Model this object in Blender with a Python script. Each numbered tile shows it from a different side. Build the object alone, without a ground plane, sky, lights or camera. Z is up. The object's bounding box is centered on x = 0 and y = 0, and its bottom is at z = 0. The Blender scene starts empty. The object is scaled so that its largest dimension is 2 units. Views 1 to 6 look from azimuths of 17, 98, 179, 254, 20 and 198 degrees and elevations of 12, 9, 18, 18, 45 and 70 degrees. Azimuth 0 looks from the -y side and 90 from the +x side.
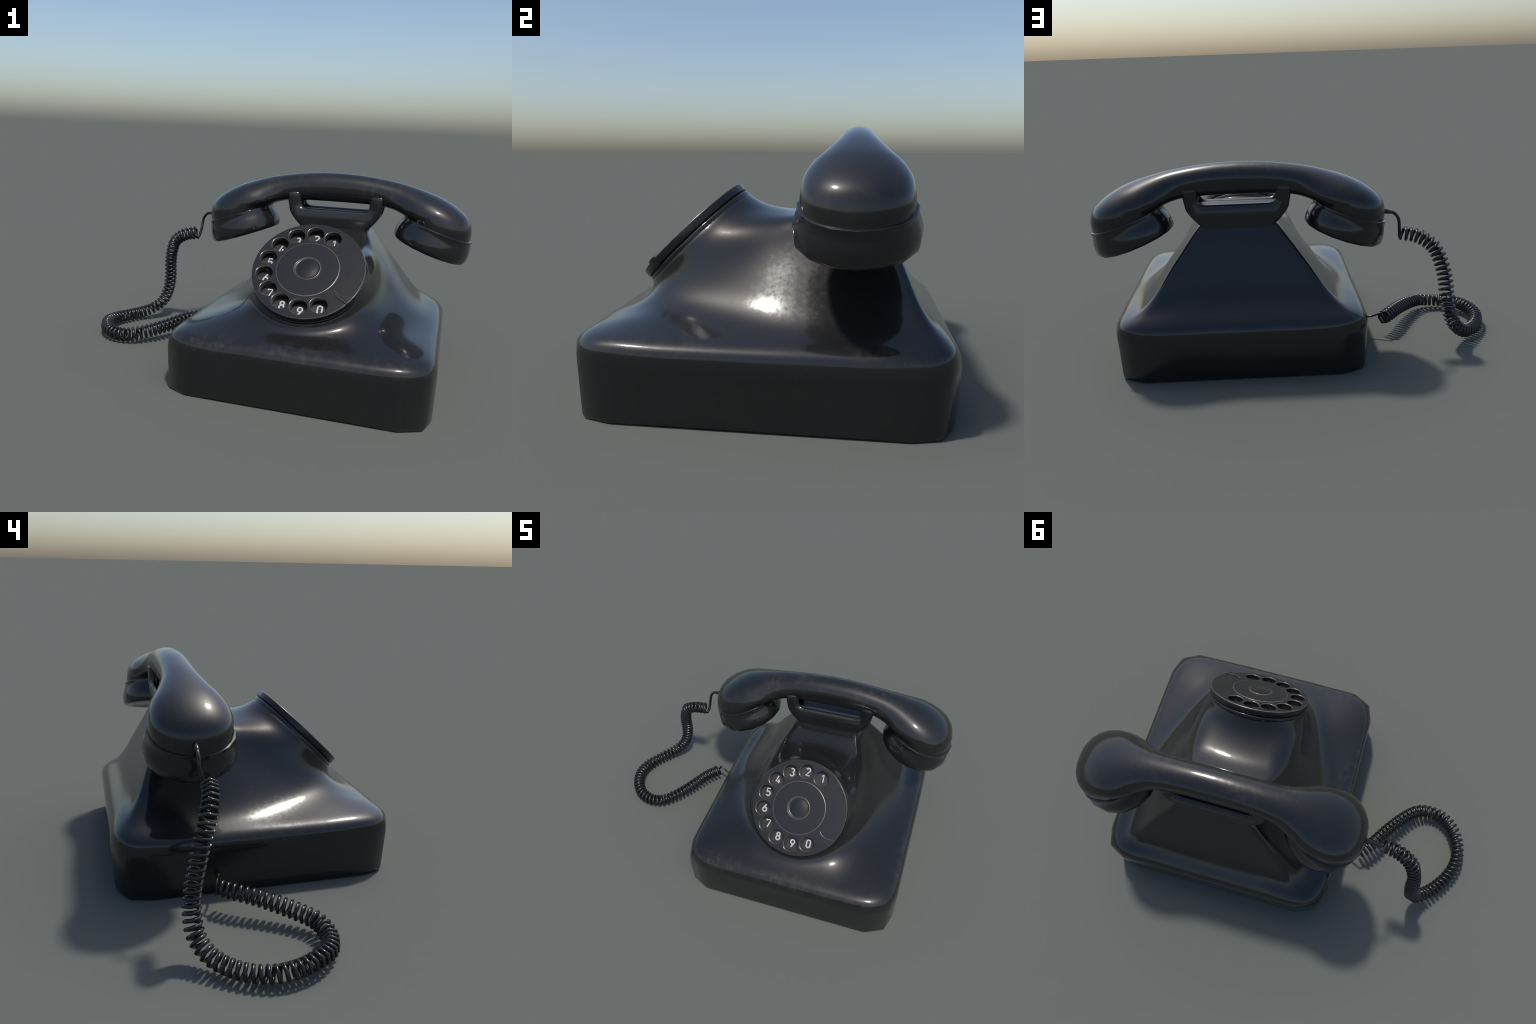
# Black rotary desk telephone: housing, cradle, dial, handset and coiled cord.
import bpy, math
import numpy as np
from mathutils import Vector, Matrix

CX = 0.292                       # symmetry plane of the telephone
rng = np.random.default_rng(7)

# ------------------------------------------------------------------ helpers
def link(ob, parent=None):
    bpy.context.scene.collection.objects.link(ob)
    if parent is not None:
        ob.parent = parent
    return ob

def mesh_from(name, verts, faces, smooth=True):
    me = bpy.data.meshes.new(name)
    me.from_pydata([tuple(v) for v in verts], [], [tuple(f) for f in faces])
    me.validate()
    me.update()
    if smooth:
        me.polygons.foreach_set("use_smooth", np.ones(len(me.polygons), bool))
    return me

def catmull(P, m):
    P = np.asarray(P, float)
    Q = np.vstack([2 * P[0] - P[1], P, 2 * P[-1] - P[-2]])
    out = []
    for i in range(len(P) - 1):
        a, b, c, d = Q[i:i + 4]
        for t in np.arange(m) / m:
            out.append(.5 * (2 * b + (c - a) * t + (2 * a - 5 * b + 4 * c - d) * t * t
                             + (3 * b - a - 3 * c + d) * t ** 3))
    out.append(P[-1])
    return np.array(out)

def resample(P, n):
    d = np.r_[0, np.cumsum(np.linalg.norm(np.diff(P, axis=0), axis=1))]
    s = np.linspace(0, d[-1], n)
    return np.stack([np.interp(s, d, P[:, i]) for i in range(P.shape[1])], 1)

def sweep(points, radius, sides=8, cap=True):
    """tube along a polyline with a parallel-transported frame; radius is a number or a list"""
    P = np.asarray(points, float)
    n = len(P)
    R = np.full(n, radius, float) if np.isscalar(radius) else np.asarray(radius, float)
    T = np.gradient(P, axis=0)
    T /= np.linalg.norm(T, axis=1)[:, None]
    up = np.array([0, 0, 1.0]) if abs(T[0][2]) < .9 else np.array([1.0, 0, 0])
    U = np.cross(T[0], up)
    U /= np.linalg.norm(U)
    V, F = [], []
    for i in range(n):
        U = U - T[i] * (U @ T[i])
        U /= np.linalg.norm(U)
        W = np.cross(T[i], U)
        for k in range(sides):
            a = 2 * math.pi * k / sides
            V.append(P[i] + R[i] * (math.cos(a) * U + math.sin(a) * W))
    for i in range(n - 1):
        for k in range(sides):
            k2 = (k + 1) % sides
            F.append((i * sides + k, i * sides + k2, (i + 1) * sides + k2, (i + 1) * sides + k))
    if cap:
        F.append(tuple(range(sides))[::-1])
        F.append(tuple((n - 1) * sides + k for k in range(sides)))
    return V, F

def lathe(profile, seg):
    """surface of revolution about z; profile of (radius, height); radius 0 makes a pole"""
    V, F, rows = [], [], []
    for r, z in profile:
        if r < 1e-6:
            rows.append([len(V)])
            V.append((0, 0, z))
        else:
            rows.append(list(range(len(V), len(V) + seg)))
            V += [(r * math.cos(2 * math.pi * k / seg), r * math.sin(2 * math.pi * k / seg), z) for k in range(seg)]
    for a, b in zip(rows, rows[1:]):
        for k in range(seg):
            k2 = (k + 1) % seg
            if len(a) == 1 and len(b) == 1:
                continue
            if len(a) == 1:
                F.append((a[0], b[k2], b[k]))
            elif len(b) == 1:
                F.append((a[k], a[k2], b[0]))
            else:
                F.append((a[k], a[k2], b[k2], b[k]))
    return V, F

def sharp_by_angle(me, deg):
    me.set_sharp_from_angle(angle=math.radians(deg))

# ---------------------------------------------------------------- materials
class Nodes:
    """small helper around a material's node tree"""
    def __init__(self, name):
        self.mat = bpy.data.materials.new(name)
        self.mat.use_nodes = True
        self.N, self.L = self.mat.node_tree.nodes, self.mat.node_tree.links
        self.bsdf = self.N["Principled BSDF"]
        self.tc = self.N.new("ShaderNodeTexCoord")

    def put(self, sock, v):
        if isinstance(v, (int, float, tuple)):
            sock.default_value = v
        else:
            self.L.new(v, sock)

    def noise(self, s, det=6, rg=.6, stretch=(1, 1, 1)):
        n = self.N.new("ShaderNodeTexNoise")
        n.inputs["Scale"].default_value = s
        n.inputs["Detail"].default_value = det
        n.inputs["Roughness"].default_value = rg
        mp = self.N.new("ShaderNodeMapping")
        mp.inputs["Scale"].default_value = stretch
        self.L.new(self.tc.outputs["Object"], mp.inputs["Vector"])
        self.L.new(mp.outputs["Vector"], n.inputs["Vector"])
        return n.outputs["Fac"]

    def ramp(self, src, a, b, c=0.0, d=1.0):
        r = self.N.new("ShaderNodeMapRange")
        for k, v in enumerate((a, b, c, d)):
            r.inputs[k + 1].default_value = v
        self.L.new(src, r.inputs[0])
        return r.outputs[0]

    def math(self, op, a, b):
        k = self.N.new("ShaderNodeMath")
        k.operation = op
        self.put(k.inputs[0], a)
        self.put(k.inputs[1], b)
        return k.outputs[0]

    def mix(self, fac, a, b):
        m = self.N.new("ShaderNodeMix")
        m.data_type = "RGBA"
        self.put(m.inputs["Factor"], fac)
        m.inputs["A"].default_value = (*a, 1)
        m.inputs["B"].default_value = (*b, 1)
        return m.outputs["Result"]

    def ball(self, centre, radius, squash=(1, 1, 1)):
        """1 at the centre of a soft ellipsoid in object space, 0 outside"""
        sub = self.N.new("ShaderNodeVectorMath")
        sub.operation = "SUBTRACT"
        self.L.new(self.tc.outputs["Object"], sub.inputs[0])
        sub.inputs[1].default_value = centre
        mul = self.N.new("ShaderNodeVectorMath")
        mul.operation = "MULTIPLY"
        self.L.new(sub.outputs[0], mul.inputs[0])
        mul.inputs[1].default_value = squash
        ln = self.N.new("ShaderNodeVectorMath")
        ln.operation = "LENGTH"
        self.L.new(mul.outputs[0], ln.inputs[0])
        return self.ramp(ln.outputs["Value"], radius, radius * .35)

WORN = (.085, .072, .062)

def bakelite(name, base=(.0105, .0106, .0108), gloss=(.06, .15), under=.36, wear=.7, scale=1.0, coat=.88, satin=.16, patches=(), scuffs=()):
    """black moulded plastic: a satin body under a glossy polished skin, dulled in patches and worn on edges.
    patches: (centre, radius, squash) of handled, duller areas; scuffs: the same for pale rubbed areas"""
    n = Nodes(name)
    bs = n.bsdf
    big, fine = n.noise(3.2 * scale, 5, .6), n.noise(46 * scale, 6, .7)
    grain = n.math("MULTIPLY", big, fine)
    rough = n.ramp(grain, .16, .40, *gloss)
    dull = 0.0
    for c, r, q in patches:
        d = n.math("MULTIPLY", n.ball(c, r, q), n.ramp(n.noise(48, 8, .75), .30, .70))
        dull = d if dull == 0.0 else n.math("MAXIMUM", dull, d)
    if dull != 0.0:
        rough = n.math("ADD", rough, n.math("MULTIPLY", dull, .26))
    n.put(bs.inputs["Coat Roughness"], rough)
    bs.inputs["Coat Weight"].default_value = coat
    bs.inputs["Coat IOR"].default_value = 1.5
    bs.inputs["Roughness"].default_value = under
    bs.inputs["Specular IOR Level"].default_value = satin
    # wear: edges by pointiness, broken up by noise, plus small specks and rubbed areas
    geo = n.N.new("ShaderNodeNewGeometry")
    edge = n.ramp(geo.outputs["Pointiness"], .508, .57)
    mask = n.math("MULTIPLY", edge, n.ramp(n.noise(20 * scale, 7, .75), .45, .68))
    specks = n.ramp(n.noise(11 * scale, 8, .75), .62, .76, 0, .3)
    mask = n.math("MAXIMUM", mask, specks)
    for c, r, q in scuffs:
        mask = n.math("MAXIMUM", mask, n.math("MULTIPLY", n.ball(c, r, q), n.ramp(n.noise(24, 8, .72, (1, 1, .45)), .46, .72, 0, .62)))
    mask = n.math("MULTIPLY", mask, wear)
    n.L.new(n.mix(mask, base, WORN), bs.inputs["Base Color"])
    n.put(bs.inputs["Coat Weight"], n.ramp(mask, 0, .7, coat, coat * .45))
    bump = n.N.new("ShaderNodeBump")
    bump.inputs["Strength"].default_value = .02
    bump.inputs["Distance"].default_value = .01
    n.L.new(fine, bump.inputs["Height"])
    n.L.new(bump.outputs["Normal"], bs.inputs["Normal"])
    return n.mat

def plain(name, col, rough, metallic=0.0, var=.2):
    m = bpy.data.materials.new(name)
    m.use_nodes = True
    nt = m.node_tree
    N, L = nt.nodes, nt.links
    bs = N["Principled BSDF"]
    tc = N.new("ShaderNodeTexCoord")
    n = N.new("ShaderNodeTexNoise")
    n.inputs["Scale"].default_value = 40
    n.inputs["Detail"].default_value = 6
    L.new(tc.outputs["Object"], n.inputs["Vector"])
    ramp = N.new("ShaderNodeValToRGB")
    ramp.color_ramp.elements[0].position = .3
    ramp.color_ramp.elements[1].position = .7
    ramp.color_ramp.elements[0].color = (*[c * (1 - var) for c in col], 1)
    ramp.color_ramp.elements[1].color = (*[c * (1 + var) for c in col], 1)
    L.new(n.outputs["Fac"], ramp.inputs["Fac"])
    L.new(ramp.outputs["Color"], bs.inputs["Base Color"])
    bs.inputs["Roughness"].default_value = rough
    bs.inputs["Metallic"].default_value = metallic
    return m

M_BODY = bakelite("black_bakelite",
                  patches=[((.38, .13, .46), .27, (.6, 1.1, .8)), ((-.40, -.05, .36), .22, (.6, 1, 1))],
                  scuffs=[((-.38, -.625, .262), .22, (1, 1.6, 5)), ((.05, -.625, .262), .30, (1, 2, 6)), ((.42, -.62, .262), .22, (1, 2, 6)),
                          ((.595, .42, .262), .22, (2, 1, 6)), ((.595, -.3, .262), .30, (3, 1, 8)), ((-.595, 0, .262), .5, (3, 1, 10))])
M_HAND = bakelite("handset_bakelite", scale=1.3, patches=[((-.12, 0, .95), .2, (.8, 1, 1))],
                  scuffs=[((-.13, -.01, .955), .14, (.9, 1, 1)), ((.25, -.06, .93), .16, (.8, 1, 1)), ((-.33, -.06, .92), .13, (1, 1, 1))])
M_CRADLE = bakelite("cradle_bakelite", gloss=(.14, .28), wear=.7, scale=1.5)
M_DIAL = bakelite("dial_enamel", base=(.0100, .0100, .0108), gloss=(.16, .25), under=.45, wear=.2, satin=.07, scale=2.0)
M_EDGE = plain("worn_dial_edge", (.16, .14, .12), .30, .5)
M_PLATE = plain("number_plate_black", (.012, .0115, .011), .45)
M_DIGIT = plain("digit_white", (.47, .47, .49), .5, 0, .05)
M_CORD = bakelite("cord_rubber", base=(.007, .007, .0075), gloss=(.14, .22), under=.5, wear=.1, scale=2.0)
M_GAP = plain("dark_gap", (.004, .004, .004), .6)

# ------------------------------------------------------------------- the root
root = link(bpy.data.objects.new("rotary_telephone", None))
root.location = (CX, 0, 0)
root["label"] = "glossy black vintage desk telephone with rotary dial and coiled cord"
root["category"] = "rotary telephone"

# ------------------------------------------------------------------ housing
# dial frame: centre of the front face, outward normal, up direction in the face
TILT = math.radians(43.65)
DC = np.array([0, -.3455, .5745])
DN = np.array([0, -math.sin(TILT), math.cos(TILT)])
DU = np.array([0, math.cos(TILT), math.sin(TILT)])
CAP = .048                       # depth of the stem's end below the dial's front face

def smin(a, b, k):
    """blend of two fields whose curvature is continuous"""
    h = np.maximum(k - np.abs(a - b), 0) / k
    return np.minimum(a, b) - h ** 3 * (k / 6)

def smax(a, b, k):
    return -smin(-a, -b, k)

def softplus(x, w):
    return w * np.logaddexp(0, x / w)

def body_field(p, soft=1.0):
    """negative inside. p is (...,3) with x measured from the symmetry plane"""
    X, y, z = np.sqrt(p[..., 0] ** 2 + 1e-6), p[..., 1], p[..., 2]
    Y = np.abs(y)
    # slab: slightly flared walls, two-facet chamfered corners, hipped top
    g = np.clip(z / .2, 0, 1) - 1
    hx, hy = .606 + .004 * g, .642 + .010 * g
    k = .005 * soft
    fx, fy = X - hx, Y - hy
    c1 = (X - hx) * .958 + (Y - (hy - .150)) * .287
    c2 = (X - (hx - .130)) * .447 + (Y - hy) * .894
    c3 = (X - (hx - .030)) * .74 + (Y - (hy - .052)) * .673
    side = smax(smax(smax(fx, c1, k), smax(fy, c2, k), k), c3, k)
    z0 = .266
    top = smax(z - z0 + .27 * fx, z - z0 + .25 * (-y - hy), .06)
    top = smax(top, z - z0 + .66 * (y - hy), .07)
    top = smax(top, z - z0 + .36 * c3, .05) * .97
    slab = smax(side, top, .085)
    # tower: flat sloping back, flanks that close in towards the dial, low roof under the cradle
    back = (y - .383) * .915 + (z - .683) * .404
    ahead = softplus(.05 - y, .04)
    low = 1 / (1 + np.exp((z - .54) / .035))
    shift = low * (.022 * np.exp(-((y - .20) / .22) ** 2) - .20 * ahead - .32 * ahead ** 2) + (1 - low) * .16 * ahead * np.exp(-(ahead / .22) ** 2)
    flank = (X - .187 - shift) * .81 + (z - .683) * .586
    ledge = smin(.687 + 0 * y, .651 + .34 * softplus(y - .085, .02), .02)
    crown = 1 / (1 + np.exp((y - .10) / .03))
    roof = z - ledge + .30 * crown * X * X
    tower = smax(back, flank, .038 + .25 * softplus(.46 - z, .03))
    front = (p - DC) @ DN + .10
    tower = smax(tower, roof, .03 + .055 / (1 + np.exp((y - .06) / .04)))
    tower = smax(tower, front, .13)
    tower = smax(tower, .24 - z, .04)
    # stem that carries the dial
    dep = -((p - DC) @ DN)
    v = (p - DC) @ DU
    rad = np.sqrt(p[..., 0] ** 2 + v ** 2)
    stem = rad - (.2535 + .09 * softplus(dep - .09, .02))
    stem = smax(stem, CAP - dep, .014)
    stem = smax(stem, .24 - z, .03)
    f = smin(tower, stem, .15)
    f = smax(f, (CAP + .055 * np.tanh(softplus(rad - .2575, .003) / .05) - dep) * .75, .012)
    f = smin(f, slab, .11)
    f = smax(f, side, .014)
    f = smax(f, -smax(rad - .2455, dep - CAP, .004), .004)
    # small chamfer along the foot
    foot = (side + (.007 - z * .45)) * .91
    f = smax(f, foot, .005)
    return smax(f, -z, .002)

def gradient(p, soft=1.0, e=1e-3, field=None):
    g = np.zeros_like(p)
    for a in range(3):
        d = np.zeros(3)
        d[a] = e
        g[..., a] = (body_field(p + d, soft) - body_field(p - d, soft)) if field is None else field(p + d) - field(p - d)
    return g / (2 * e)

def surface_nets(lo, hi, h, field=None):
    ax = [np.arange(l, u + h, h) for l, u in zip(lo, hi)]
    G = np.stack(np.meshgrid(*ax, indexing="ij"), -1)
    F = body_field(G) if field is None else field(G)
    n = np.array(F.shape) - 1
    ins = F < 0
    cnt = np.zeros(n, int)
    for c in np.ndindex(2, 2, 2):
        cnt += ins[c[0]:c[0] + n[0], c[1]:c[1] + n[1], c[2]:c[2] + n[2]]
    act = (cnt > 0) & (cnt < 8)
    idx = -np.ones(n, int)
    cells = np.argwhere(act)
    idx[act] = np.arange(len(cells))
    acc, num = np.zeros((len(cells), 3)), np.zeros(len(cells))
    corners = list(np.ndindex(2, 2, 2))
    for c0 in corners:
        for a in range(3):
            if c0[a]:
                continue
            c1 = list(c0)
            c1[a] = 1
            i0, i1 = cells + np.array(c0), cells + np.array(c1)
            f0, f1 = F[tuple(i0.T)], F[tuple(i1.T)]
            m = (f0 < 0) != (f1 < 0)
            t = np.where(m, f0 / np.where(m, f0 - f1, 1), 0)
            q = G[tuple(i0.T)] + t[:, None] * (G[tuple(i1.T)] - G[tuple(i0.T)])
            acc[m] += q[m]
            num[m] += 1
    P = acc / num[:, None]
    faces = []
    for a in range(3):
        b, c = (a + 1) % 3, (a + 2) % 3
        sl0, sl1 = [slice(None)] * 3, [slice(None)] * 3
        sl0[a], sl1[a] = slice(0, -1), slice(1, None)
        s0, s1 = ins[tuple(sl0)], ins[tuple(sl1)]
        for e in np.argwhere(s0 != s1):
            if e[b] == 0 or e[c] == 0 or e[b] >= n[b] or e[c] >= n[c]:
                continue
            q = []
            for db, dc in ((0, 0), (-1, 0), (-1, -1), (0, -1)):
                w = e.copy()
                w[b] += db
                w[c] += dc
                q.append(idx[tuple(w)])
            if not s0[tuple(e)]:
                q = q[::-1]
            faces.append(q)
    for _ in range(4):
        f = body_field(P) if field is None else field(P)
        g = gradient(P, field=field)
        step = -(f / np.maximum((g ** 2).sum(1), .05))[:, None] * g
        P = P + np.clip(step, -.5 * h, .5 * h)
    P[:, 2] = np.maximum(P[:, 2], 0)
    return P, faces

V, F = surface_nets((-.63, -.67, -.017), (.63, .67, .76), .0105)
me = mesh_from("housing", V, F)
nr = gradient(V, soft=16.0)
nr /= np.linalg.norm(nr, axis=1)[:, None]
if np.mean([(Vector(nr[p.vertices[0]])).dot(p.normal) for p in list(me.polygons)[::50]]) < 0:
    me.flip_normals()
me.normals_split_custom_set_from_vertices([tuple(v) for v in nr])
me.materials.append(M_BODY)
housing = link(bpy.data.objects.new("housing", me), root)

# ------------------------------------------------------------------- cradle
def extruded(name, outline, depth, bevel, mat, res=3):
    cu = bpy.data.curves.new(name, "CURVE")
    cu.dimensions = "2D"
    cu.fill_mode = "BOTH"
    for o in (outline if isinstance(outline[0], list) else [outline]):
        s = cu.splines.new("POLY")
        s.points.add(len(o) - 1)
        for p, (a, b) in zip(s.points, o):
            p.co = (a, b, 0, 1)
        s.use_cyclic_u = True
    cu.extrude = depth / 2 - bevel
    cu.bevel_depth = bevel
    cu.bevel_resolution = res
    cu.offset = -bevel
    ob = bpy.data.objects.new(name + "_tmp", cu)
    bpy.context.scene.collection.objects.link(ob)
    dg = bpy.context.evaluated_depsgraph_get()
    me = bpy.data.meshes.new_from_object(ob.evaluated_get(dg))
    me.name = name
    bpy.data.objects.remove(ob)
    bpy.data.curves.remove(cu)
    me.polygons.foreach_set("use_smooth", np.ones(len(me.polygons), bool))
    sharp_by_angle(me, 35)
    me.materials.clear()
    me.materials.append(mat)
    return me

def cradle_field(p):
    """two U-shaped forks with round-edged horns, joined by a low trough"""
    X, y, z = np.sqrt(p[..., 0] ** 2 + 1e-6), np.abs(p[..., 1]), p[..., 2]
    outer = smax(X - .2560, (X - .250) * .93 - (z - .782) * .37, .03)
    outer = smax(outer, (X - .234) * .707 - (z - .740) * .707, .03)
    plate = smax(outer, z - .8650, .020)
    slot = smax(X - .1825, .779 - z, .055)
    fork = smax(plate, -slot, .02)
    fork = smax(fork, np.abs(y - .0675) - .0205, .034)
    fork = smax(fork, (y - .088) * .8 + (.020 - slot * .75) * .6, .018)
    web = smax(smax(outer + .004, z - .7665, .03), y - .072, .01)
    f = smin(fork, web, .03)
    return smax(f, .655 - z, .004)

cv, cf = surface_nets((-.27, -.10, .647), (.27, .10, .875), .0048, cradle_field)
cm = mesh_from("cradle", cv, cf)
nr = gradient(cv, field=cradle_field)
nr /= np.linalg.norm(nr, axis=1)[:, None]
if np.mean([(Vector(nr[p.vertices[0]])).dot(p.normal) for p in list(cm.polygons)[::50]]) < 0:
    cm.flip_normals()
cm.normals_split_custom_set_from_vertices([tuple(v) for v in nr])
cm.materials.append(M_CRADLE)
cradle = link(bpy.data.objects.new("cradle", cm), root)
cradle.location = (0, .3005, 0)

# --------------------------------------------------------------------- dial
R_DIAL, T_DIAL = .259, .033
R_HOLES, R_HOLE = .1995, .0390
HOLE_ANGLES = [math.radians(65 + 25.6 * i) for i in range(10)]

def circle(cx, cy, r, n):
    return [(cx + r * math.cos(2 * math.pi * k / n), cy + r * math.sin(2 * math.pi * k / n)) for k in range(n)]

dial = link(bpy.data.objects.new("dial", None), root)
dial.location = DC
dial.rotation_euler = (TILT, 0, 0)

outl = [circle(0, 0, R_DIAL, 96)] + [circle(R_HOLES * math.cos(a), R_HOLES * math.sin(a), R_HOLE, 40) for a in HOLE_ANGLES]
wheel_me = extruded("finger_wheel", outl, T_DIAL, .0045, M_DIAL, 2)
wheel_me.materials.append(M_EDGE)
for p in wheel_me.polygons:
    if .25 < p.normal.z < .93:
        p.material_index = 1
wheel = link(bpy.data.objects.new("finger_wheel", wheel_me), dial)
wheel.location = (0, 0, -T_DIAL / 2)

def lathed(name, prof, seg, mats, edge=None, sharp=30, parent=None):
    v, f = lathe(prof, seg)
    m = mesh_from(name, v, f)
    for k in mats:
        m.materials.append(k)
    if edge:
        for p in m.polygons:
            c = p.center
            r = math.hypot(c.x, c.y)
            if any(a < r < b for a, b in edge):
                p.material_index = 1
    sharp_by_angle(m, sharp)
    return link(bpy.data.objects.new(name, m), parent)

lathed("dial_centre_plate", [(.1460, -.004), (.1455, .0006), (.1442, .0018), (.1422, .0021), (.1415, .0021), (.139, .00212), (.10, .0022), (.068, .0023), (.0650, .0023), (.0640, .0022), (.0625, .0012), (.0610, -.002)],
       96, [M_DIAL, M_EDGE], [(.1425, .1460), (.0612, .0640)], 40, dial)
lathed("dial_knob", [(.0605, -.002), (.0598, .0034), (.0584, .0048), (.0566, .0050), (.0540, .0034), (.0495, .0036), (.036, .0066), (.018, .0084), (0, .0090)],
       64, [M_DIAL, M_EDGE], [(.0562, .0606)], 50, dial)
lathed("number_plate", [(0, -.0430), (.2475, -.0430), (.2475, -.050)], 96, [M_PLATE], None, 30, dial)
lathed("dial_collar", [(.2470, -.060), (.2470, -.0385), (.2485, -.0368), (.2520, -.0360), (.2556, -.0366), (.2578, -.0385), (.2588, -.042), (.2592, -.048), (.2590, -.055), (.2570, -.064), (.2500, -.080)], 128, [M_BODY], None, 60, dial)
lathed("dial_gap", [(.2485, -.030), (.2485, -.060)], 96, [M_GAP], None, 30, dial)

# digits as strokes in a unit cell: height 1, drawn with straight runs and arcs
def arc(cx, cy, rx, ry, a0, a1, n=14):
    return [(cx + rx * math.cos(math.radians(a0 + (a1 - a0) * k / n)), cy + ry * math.sin(math.radians(a0 + (a1 - a0) * k / n))) for k in range(n + 1)]

DIGITS = {
    "1": [[(-.15, .30), (.07, .5), (.07, -.5)]],
    "2": [arc(0, .24, .25, .26, 165, -25) + [(-.26, -.5), (.28, -.5)]],
    "3": [arc(0, .25, .22, .25, 150, -75, 12) + arc(0, -.24, .26, .26, 80, -155, 14)],
    "4": [[(.02, .5), (-.28, -.26), (.30, -.26)], [(.13, .04), (.13, -.5)]],
    "5": [[(.24, .5), (-.19, .5), (-.23, .05)] + arc(0, -.20, .26, .30, 125, -150, 16)],
    "6": [[(.13, .5), (-.20, -.05)], arc(0, -.22, .26, .28, 0, 360, 24)],
    "7": [[(-.27, .34), (-.27, .5), (.27, .5), (-.08, -.5)]],
    "8": [arc(0, .27, .22, .23, 0, 360, 22), arc(0, -.23, .26, .27, 0, 360, 24)],
    "9": [[(-.13, -.5), (.20, .05)], arc(0, .22, .26, .28, 0, 360, 24)],
    "0": [arc(0, .25, .25, .25, 0, 180, 12) + arc(0, -.25, .25, .25, 180, 360, 12) + [(.25, .25)]],
}
DIG_H, DIG_W = .0405, .0085     # height between stroke centres, stroke width

def digit_mesh(ch):
    cu = bpy.data.curves.new("digit", "CURVE")
    cu.dimensions = "3D"
    cu.bevel_depth = DIG_W / 2
    cu.bevel_resolution = 2
    cu.use_fill_caps = True
    for path in DIGITS[ch]:
        closed = math.dist(path[0], path[-1]) < 1e-4
        pts = path[:-1] if closed else path
        s = cu.splines.new("POLY")
        s.points.add(len(pts) - 1)
        for p, (a, b) in zip(s.points, pts):
            p.co = (a * DIG_H, b * DIG_H, 0, 1)
        s.use_cyclic_u = closed
    ob = bpy.data.objects.new("tmp", cu)
    bpy.context.scene.collection.objects.link(ob)
    me = bpy.data.meshes.new_from_object(ob.evaluated_get(bpy.context.evaluated_depsgraph_get()))
    bpy.data.objects.remove(ob)
    bpy.data.curves.remove(cu)
    me.name = "digit"
    me.transform(Matrix.Diagonal((1, 1, .25, 1)))
    me.polygons.foreach_set("use_smooth", np.ones(len(me.polygons), bool))
    me.materials.clear()
    me.materials.append(M_DIGIT)
    return me

for ch, a in zip("1234567890", HOLE_ANGLES):
    ob = link(bpy.data.objects.new("digit", digit_mesh(ch)), dial)
    ob.location = (R_HOLES * math.cos(a), R_HOLES * math.sin(a), -.0425)

# finger stop: a curved claw lying over the wheel and hooked round its rim
stop = [(.139, -.0935), (.146, -.104), (.1586, -.1155), (.171, -.1215), (.1833, -.1242), (.205, -.1250), (.2285, -.1240), (.2175, -.143), (.2035, -.1620),
        (.1947, -.1555), (.1810, -.1480), (.1688, -.1400), (.1570, -.1310), (.1488, -.1225), (.1410, -.1090), (.1375, -.0970)]
stop_me = extruded("finger_stop", stop, .042, .002, M_DIAL, 1)
stop_me.materials.append(M_EDGE)
for p in stop_me.polygons:
    if .3 < p.normal.z < .95:
        p.material_index = 1
ob = link(bpy.data.objects.new("finger_stop", stop_me), dial)
ob.location = (0, 0, .0058 - .021)

# ------------------------------------------------------------------ handset
handset = None
HY = .301
# fan of cross-sections from the middle of the grip to the rim above the cap:
# inner x, inner z, outer x, outer z, half width, place of the widest point (0 inner .. 1 outer), inner corner fullness
SECT = [(.000, .8170, .000, .9700, .0770, .52, 2.9),
        (.100, .8165, .110, .9660, .0770, .52, 2.9),
        (.190, .8145, .225, .9540, .0795, .51, 2.8),
        (.255, .8090, .340, .9350, .0900, .48, 2.7),
        (.305, .7980, .450, .9070, .1160, .46, 2.5),
        (.338, .7860, .550, .8720, .1455, .47, 2.4),
        (.355, .7770, .632, .8260, .1635, .49, 2.3),
        (.364, .7715, .688, .7740, .1705, .50, 2.2),
        (.368, .7690, .706, .7160, .1735, .50, 2.1),
        (.370, .7680, .7035, .6530, .1735, .50, 2.0)]
SEG = 32
dense = catmull(SECT, 7)
full = np.vstack([dense[::-1] * np.array([-1, 1, -1, 1, 1, 1, 1]), dense[1:]])
hv, hf = [], []
for ix, iz, ox, oz, w, wp, ex in full:
    for k in range(SEG):
        a = 2 * math.pi * k / SEG
        ca, sa = math.cos(a), math.sin(a)
        e_in, e_out = 2 / ex, 2 / (2.02 + .22 * min(1, max(0, (abs(ox) - .25) / .3)) * min(1, (ex - 2) / .1))
        if ca >= 0:      # outer half
            t = wp + (1 - wp) * abs(ca) ** e_out
            b = abs(sa) ** e_out
        else:
            t = wp - wp * abs(ca) ** e_in
            b = abs(sa) ** e_in
        hv.append((ix + (ox - ix) * t, math.copysign(w * b, sa), iz + (oz - iz) * t))
n = len(full)
for i in range(n - 1):
    for k in range(SEG):
        k2 = (k + 1) % SEG
        hf.append((i * SEG + k, (i + 1) * SEG + k, (i + 1) * SEG + k2, i * SEG + k2))
hf.append(tuple(range(SEG)))
hf.append(tuple((n - 1) * SEG + k for k in range(SEG))[::-1])
hm = mesh_from("handset", hv, hf)
sharp_by_angle(hm, 60)
hm.materials.append(M_HAND)
handset = link(bpy.data.objects.new("handset", hm), root)
handset.location = (-.003, HY, 0)

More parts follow.
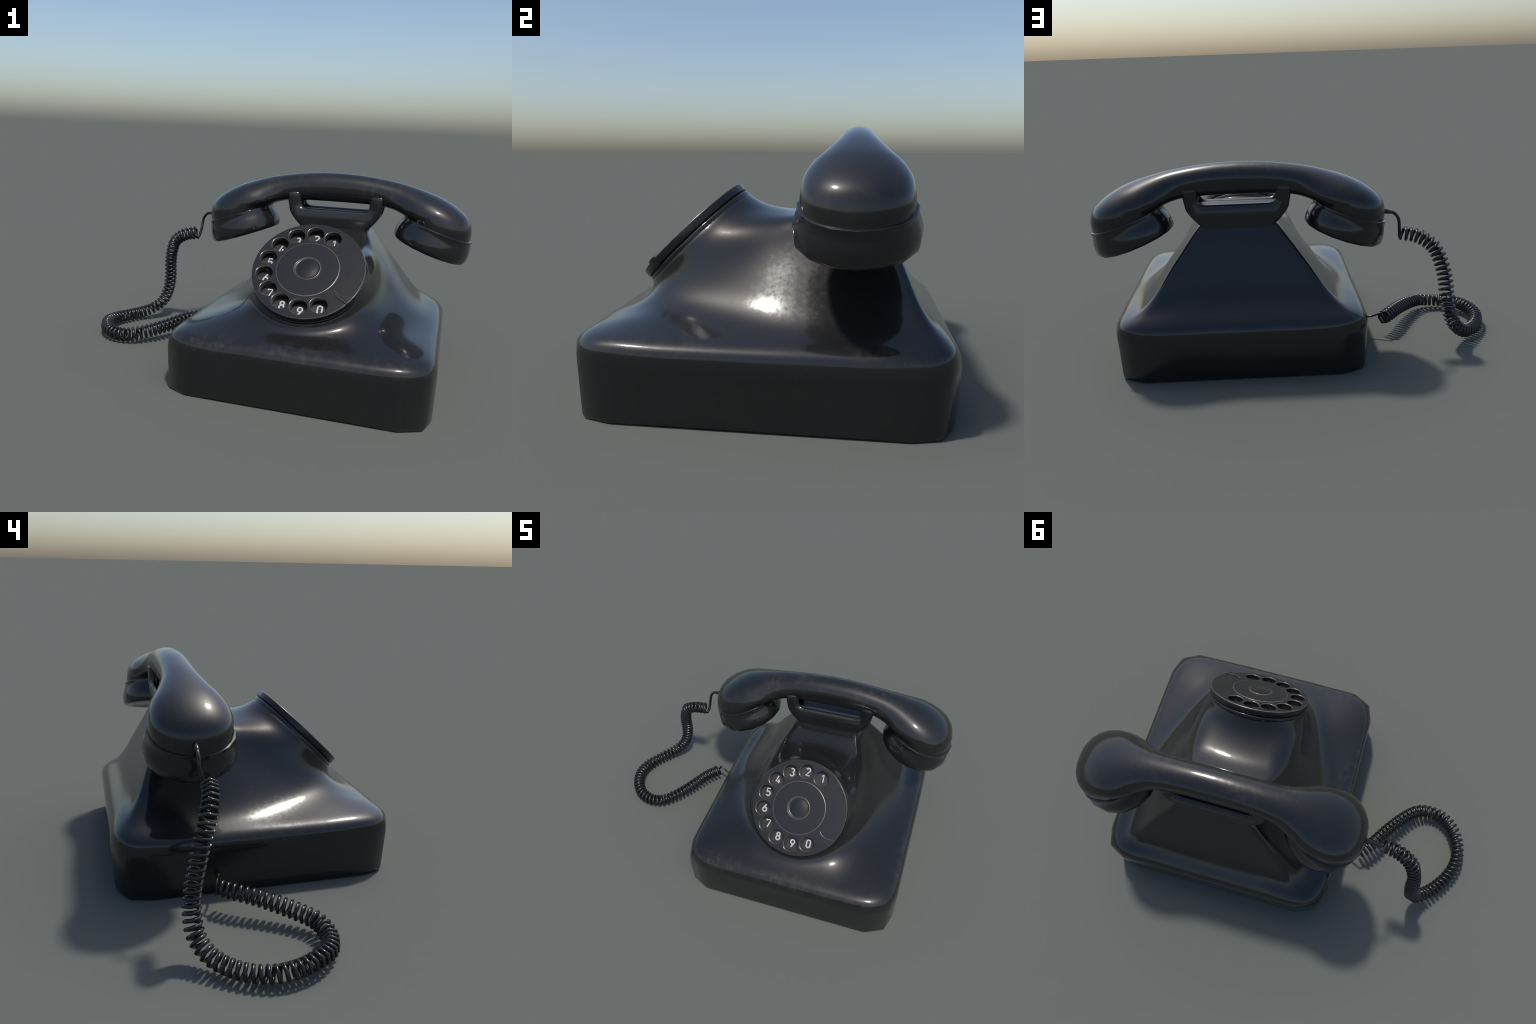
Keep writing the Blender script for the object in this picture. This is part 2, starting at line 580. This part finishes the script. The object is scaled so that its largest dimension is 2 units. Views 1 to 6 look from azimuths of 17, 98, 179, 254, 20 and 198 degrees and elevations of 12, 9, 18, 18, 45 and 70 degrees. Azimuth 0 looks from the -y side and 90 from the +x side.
# screw-on caps, one for the ear and one for the mouth; axis leans inwards
cap_prof = [(0, .012), (.166, .012), (.1725, .0110), (.1825, .0092), (.1842, .0074), (.1844, -.0060), (.1838, -.0090), (.1910, -.031), (.1968, -.053),
            (.1990, -.070), (.1985, -.093), (.1955, -.1045), (.1890, -.1125), (.184, -.1140), (.160, -.1130), (.150, -.108), (.0, -.104)]
cv, cf = lathe(cap_prof, 16)
cap = mesh_from("handset_cap", cv, cf)
sharp_by_angle(cap, 32)
cap.materials.append(M_HAND)
LEAN = math.atan2(.7680 - .6530, .7035 - .370)
for nm, sgn in (("earpiece_cap", 1), ("mouthpiece_cap", -1)):
    ob = link(bpy.data.objects.new(nm, cap), handset)
    ob.location = (sgn * .5367, 0, .7105)
    ob.rotation_euler = (0, sgn * LEAN, 0)

# --------------------------------------------------------------------- cord
PATH = [(-.513, .280, .579), (-.595, .291, .559), (-.663, .314, .513), (-.698, .341, .44), (-.716, .363, .36), (-.724, .381, .276),
        (-.739, .389, .192), (-.773, .382, .114), (-.83, .345, .064), (-.888, .285, .045), (-.935, .214, .041), (-.963, .133, .046),
        (-.958, .049, .052), (-.925, -.03, .054), (-.867, -.092, .047), (-.786, -.119, .044), (-.704, -.104, .055), (-.64, -.049, .066),
        (-.587, .017, .078), (-.539, .087, .091), (-.493, .159, .099), (-.439, .226, .1)]
TURNS, STEPS, R_COIL, R_WIRE = 68, 6, .0310, .0080
axis_pts = resample(catmull(PATH, 10), TURNS * STEPS + 1)
T = np.gradient(axis_pts, axis=0)
T /= np.linalg.norm(T, axis=1)[:, None]
U = np.cross(T[0], (0, 0, 1.0))
U /= np.linalg.norm(U)
coil = []
for i, (p, t) in enumerate(zip(axis_pts, T)):
    U = U - t * (U @ t)
    U /= np.linalg.norm(U)
    W = np.cross(t, U)
    if i == 0:          # begin at the lowest corner of the first turn
        phase = min((2 * math.pi * k / 24 for k in range(24)), key=lambda q: math.cos(q) * U[2] + math.sin(q) * W[2])
    a = 2 * math.pi * i / STEPS + phase
    coil.append(p + R_COIL * (math.cos(a) * U + math.sin(a) * W))
lead_in = catmull([(-.440, .312, .697), (-.462, .313, .692), (-.482, .313, .672), (-.4905, .312, .645), (-.4955, .302, .595), (-.4985, .290, .570)], 4)
lead_out = catmull([(-.424, .232, .1305), (-.400, .226, .118), (-.365, .215, .106), (-.300, .205, .100)], 4)
line = np.vstack([lead_in, coil, lead_out])
rad = np.r_[np.full(len(lead_in), R_WIRE), np.full(len(coil), R_WIRE), np.full(len(lead_out), .0055)]
wv, wf = sweep(line - np.array([CX, 0, 0]), rad, 8)
cm = mesh_from("coiled_cord", wv, wf)
cm.materials.append(M_CORD)
cord = link(bpy.data.objects.new("coiled_cord", cm), root)
rv, rf = sweep(np.array([(-.395, .312, .705), (-.413, .312, .7025), (-.449, .312, .695), (-.452, .312, .694)]) - np.array([CX, 0, 0]), [.0145, .0140, .0088, .006], 10)
rm = mesh_from("strain_relief", rv, rf)
sharp_by_angle(rm, 40)
rm.materials.append(M_CORD)
link(bpy.data.objects.new("strain_relief", rm), cord)
rv, rf = sweep(np.array([(-.290, .204, .0995), (-.310, .206, .1005), (-.345, .211, .104), (-.348, .2115, .1045)]) - np.array([CX, 0, 0]), [.0145, .0140, .0088, .006], 10)
rm = mesh_from("strain_relief", rv, rf)
sharp_by_angle(rm, 40)
rm.materials.append(M_CORD)
link(bpy.data.objects.new("strain_relief", rm), cord)
